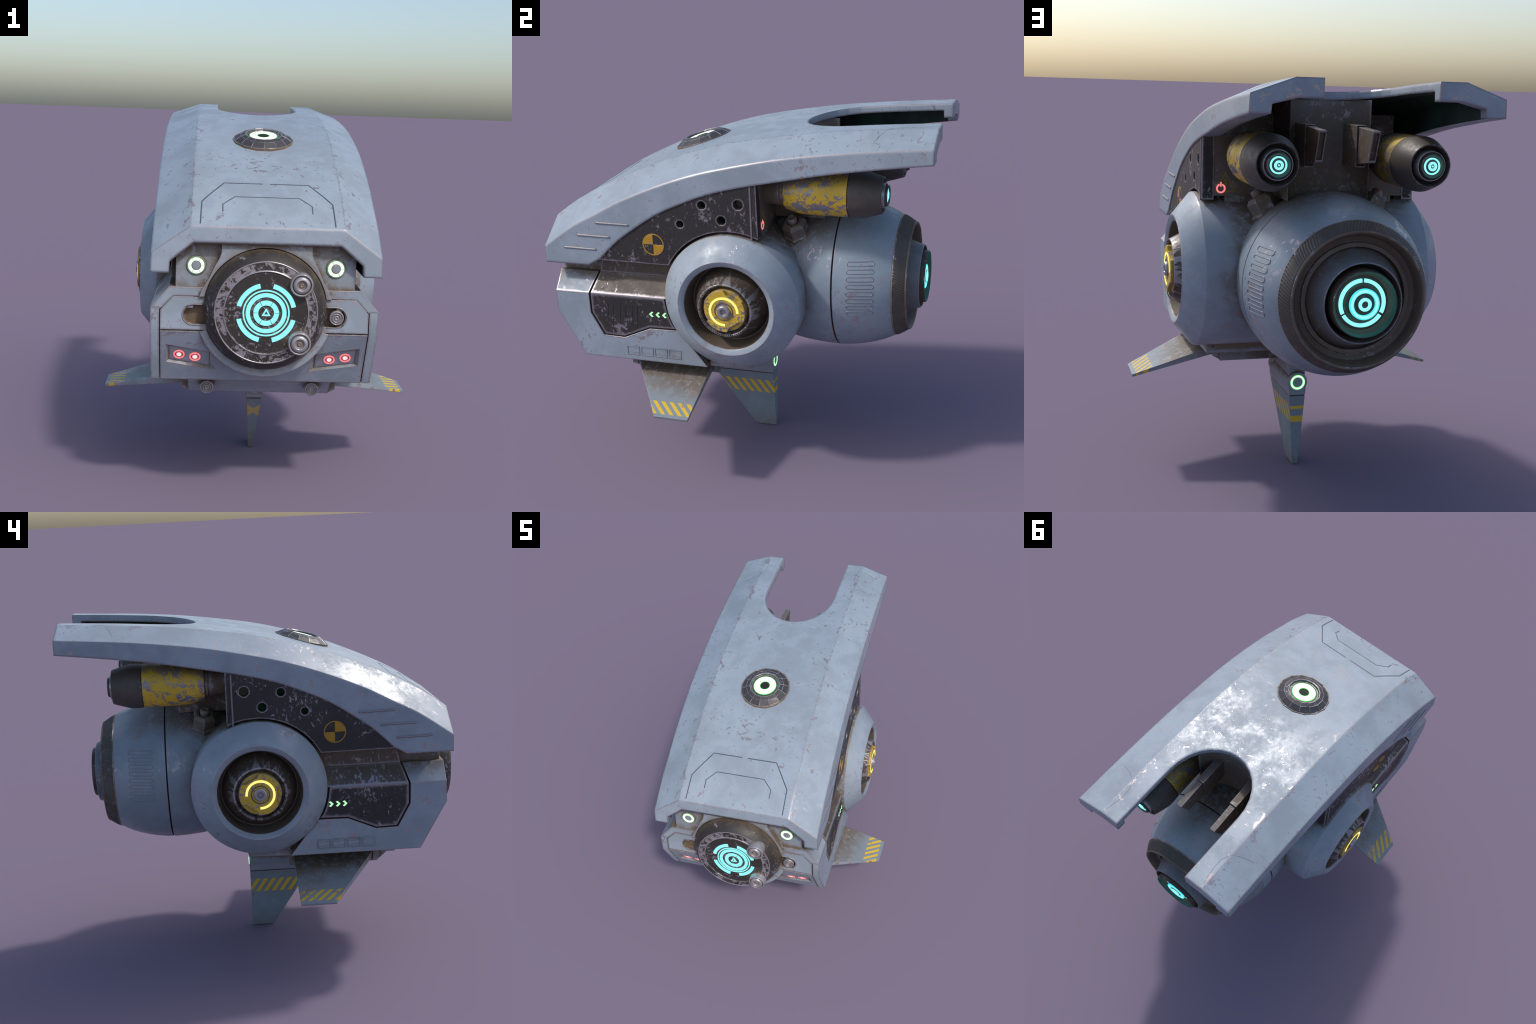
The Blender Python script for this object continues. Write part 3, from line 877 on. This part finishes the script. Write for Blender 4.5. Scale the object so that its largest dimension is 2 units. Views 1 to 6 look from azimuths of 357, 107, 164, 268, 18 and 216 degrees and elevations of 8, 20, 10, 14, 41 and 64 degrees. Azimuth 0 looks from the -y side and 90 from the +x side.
COLUMN = prism("tail_column", col_outline(), Frame((0, 0, 0), X, Y, Z), 1.264, 1.676, "frame", None, 0.003, angle=40)
for s in (1, -1):
    v = box("vent_housing", (s * .088 if s > 0 else -.129, .33, 1.408), (.129 if s > 0 else -.088, .515, 1.577), "frame", COLUMN, 0.002)
    x0, x1 = .094, .125
    fin = [(.50, 1.420), (.50, 1.571), (.683, 1.5625), (.636, 1.437)]
    body = prism("vent_fin", fin, Frame((0, 0, 0), Y, Z, X * s), x0, x1, "frame", COLUMN, 0.0015)
    # hollow mouth of the fin
    d = Vector((0, .047, .1255)).normalized()
    nrm = Vector((0, .1255, -.047)).normalized()
    mf = Frame((s * (x0 + x1) / 2, .6595, 1.49975), X, d, nrm)
    c = prism("mouth_cutter", [(-.0115, -.058), (.0115, -.058), (.0115, .058), (-.0115, .058)], mf, -.02, .02, "gap")
    cut(body, [c])
    box("vent_dark_plate", (s * .0905 if s > 0 else -.1265, .512, 1.414), (.1265 if s > 0 else -.0905, .5158, 1.574), "gap", COLUMN)  # near-black plate drawn as a gap round the fin root

# power mark and warning triangle on the rear wall
for s in (1,):
    PF = Frame((s * .395, .2015, 1.289), X * -1, Z, Y)
    sector("power_mark", PF, .0135, .0205, 108, 432, -.001, .002, "red", None, n=36)
    prism("power_mark", [(-.003, .008), (.003, .008), (.003, .027), (-.003, .027)], PF, -.001, .002, "red")
    o = [(s * .375, 1.362), (s * .330, 1.273), (s * .420, 1.273)]
    cx, cz = s * .375, 1.303
    inn = [(cx + (a - cx) * .80, cz + (b - cz) * .80) for a, b in o]
    for i in range(3):
        j = (i + 1) % 3
        prism("warning_mark", [o[i], o[j], inn[j], inn[i]], REAR, .2, .2022, "decal_olive")
    prism("warning_mark", [(cx - .004, 1.330), (cx + .006, 1.330), (cx + .001, 1.312), (cx + .008, 1.312), (cx - .005, 1.285), (cx - .001, 1.304), (cx - .009, 1.304)], REAR, .2, .2022, "decal_olive")

# ------------------------------------------------------------------ side thrusters
for s in (1, -1):
    TF = Frame((s * .306, 0, 1.437), X, Z, Y)
    th = lathe("thruster", [(.086, .302), (.0945, .33), (.1035, .365), (.1065, .385), (.1085, .45), (.1085, .603)], TF, "yellow", segs=56, smooth=30)
    lathe("thruster_neck", [(.068, .17), (.068, .252), (.071, .257), (.071, .276), (.066, .280), (.066, .284)], TF, "frame", th, segs=48)
    lathe("thruster_collar", [(.066, .283), (.0735, .286), (.0735, .297), (.07, .300), (.08, .3025)], TF, "red_paint", th, segs=48)
    lathe("thruster_nose", [(.1055, .6035), (.1055, .6075), (.1095, .609), (.1105, .64), (.1095, .668), (.0985, .708), (.0855, .750), (.0835, .755), (.0805, .756), (.0765, .750), (.070, .71), (.058, .70)], TF, "nozzle_dark", th, segs=64, smooth=30)
    lathe("thruster_tube", [(.062, .70), (.060, .74), (.0585, .763), (.057, .766), (.0545, .766), (.053, .763), (.0525, .755)], TF, "steel", th, segs=48)
    lathe("thruster_barrel", [(.0525, .757), (.049, .757), (.0475, .776), (.0455, .778)], TF, "nozzle_dark", th, segs=48)
    lathe("thruster_liner", [(.0455, .778), (.044, .777), (.0405, .7705)], TF, "teal", th, segs=48)
    lathe("thruster_throat", [(.0407, .771), (.037, .764)], TF, "bowl", th, segs=48)
    lathe("thruster_core", [(.037, .7655), (.02, .7690), (.018, .772), (0, .772)], TF, "nozzle_dark", th, segs=40)
    sector("thruster_glow", TF, .0265, .0330, 92, 448, .762, .7715, "cyan", th, n=48)
    sector("thruster_glow", TF, .0085, .0180, 0, 360, .762, .7765, "cyan", th, n=36)
    sector("thruster_glow", TF, .0015, .0035, 0, 360, .762, .7775, "cyan", th, n=12)

# ------------------------------------------------------------------ belly: block, channel, knobs
BELLY = prism("belly_block", [(-.657, .556), (-.538, .452), (-.083, .452), (-.083, .556)], side(1), -.320, .320, "hull", None, 0.003)
# shelf between the pods and the belly
prism("belly_shelf", [(-.085, .545), (-.085, .62), (.13, .62), (.13, .552)], side(1), -.428, .428, "hull", BELLY, 0.003)
for s in (1, -1):
    fr = Frame((s * .234, -.633, .500), X, Z, -Y)
    rings_knob("belly_knob", fr, .0305, .014, BELLY)
    # channel that carries the fin root
    for y0, y1 in ((-.545, -.515), (-.118, -.088)):
        prism("fin_bracket", [(.318, .456), (.352, .474), (.352, .556), (.318, .556)], Frame((0, 0, 0), X * s, Z, Y), y0, y1, "hull", BELLY, 0.002)

# ------------------------------------------------------------------ fins
def side_fin(s):
    # root and tip outlines in y, with thickness tapering to the tip
    def pt(x, y, t):
        z = .5175 - (x - .345) * (.5175 - .399) / (.7245 - .345)
        return (s * x, y, z - t)
    tr, tt = .036, .012
    v = [pt(.335, -.520, 0), pt(.335, -.104, 0), pt(.7245, -.106, 0), pt(.7235, -.279, 0),
         pt(.335, -.520, tr), pt(.335, -.104, tr), pt(.722, -.107, tt), pt(.721, -.279, tt)]
    return add("fin", v, [[0, 1, 2, 3], [7, 6, 5, 4], [0, 4, 5, 1], [1, 5, 6, 2], [2, 6, 7, 3], [3, 7, 4, 0]], "fin", None, 0.002)


side_fin(1)
side_fin(-1)


def wedge(name, z0, z1, y_front, mat, parent=None):
    """slice of the keel fin between two heights; y_front(z) gives the leading edge"""
    def w(z): return .0125 + (.0375 - .0125) * z / .334
    v = []
    for z in (z0, z1):
        v += [(-w(z), y_front(z), z), (w(z), y_front(z), z), (w(z), .1185, z), (-w(z), .1185, z)]
    return add(name, v, [[0, 1, 2, 3], [4, 5, 6, 7]] + [[i, (i + 1) % 4, 4 + (i + 1) % 4, 4 + i] for i in range(4)], mat, parent, 0.002)


KEEL = wedge("keel_fin", 0.0, .326, lambda z: .002 - .66 * z, "keel")
wedge("keel_joint", .330, .372, lambda z: -.218, "hull", KEEL)
box("keel_gap_filler", (-.034, -.212, .322), (.034, .115, .334), "gap", KEEL)  # near-black filler block that darkens the joint above the fin
HF = Frame((0, 0, .392), X, Z, Y)
lathe("keel_hinge", [(0, -.222), (.044, -.222), (.047, -.219), (.047, .117), (.044, .120), (0, .120)], HF, "hull", KEEL, segs=40)
prism("keel_mount", [(-.034, .40), (.034, .40), (.060, .60), (-.060, .60)], REAR, -.19, .105, "hull", KEEL, 0.003)
sector("keel_lamp", HF, .0235, .0345, 0, 360, .118, .1225, "green_soft", KEEL, n=40)
sector("keel_lamp_core", HF, .0265, .0315, 0, 360, .118, .1232, "green", KEEL, n=40)
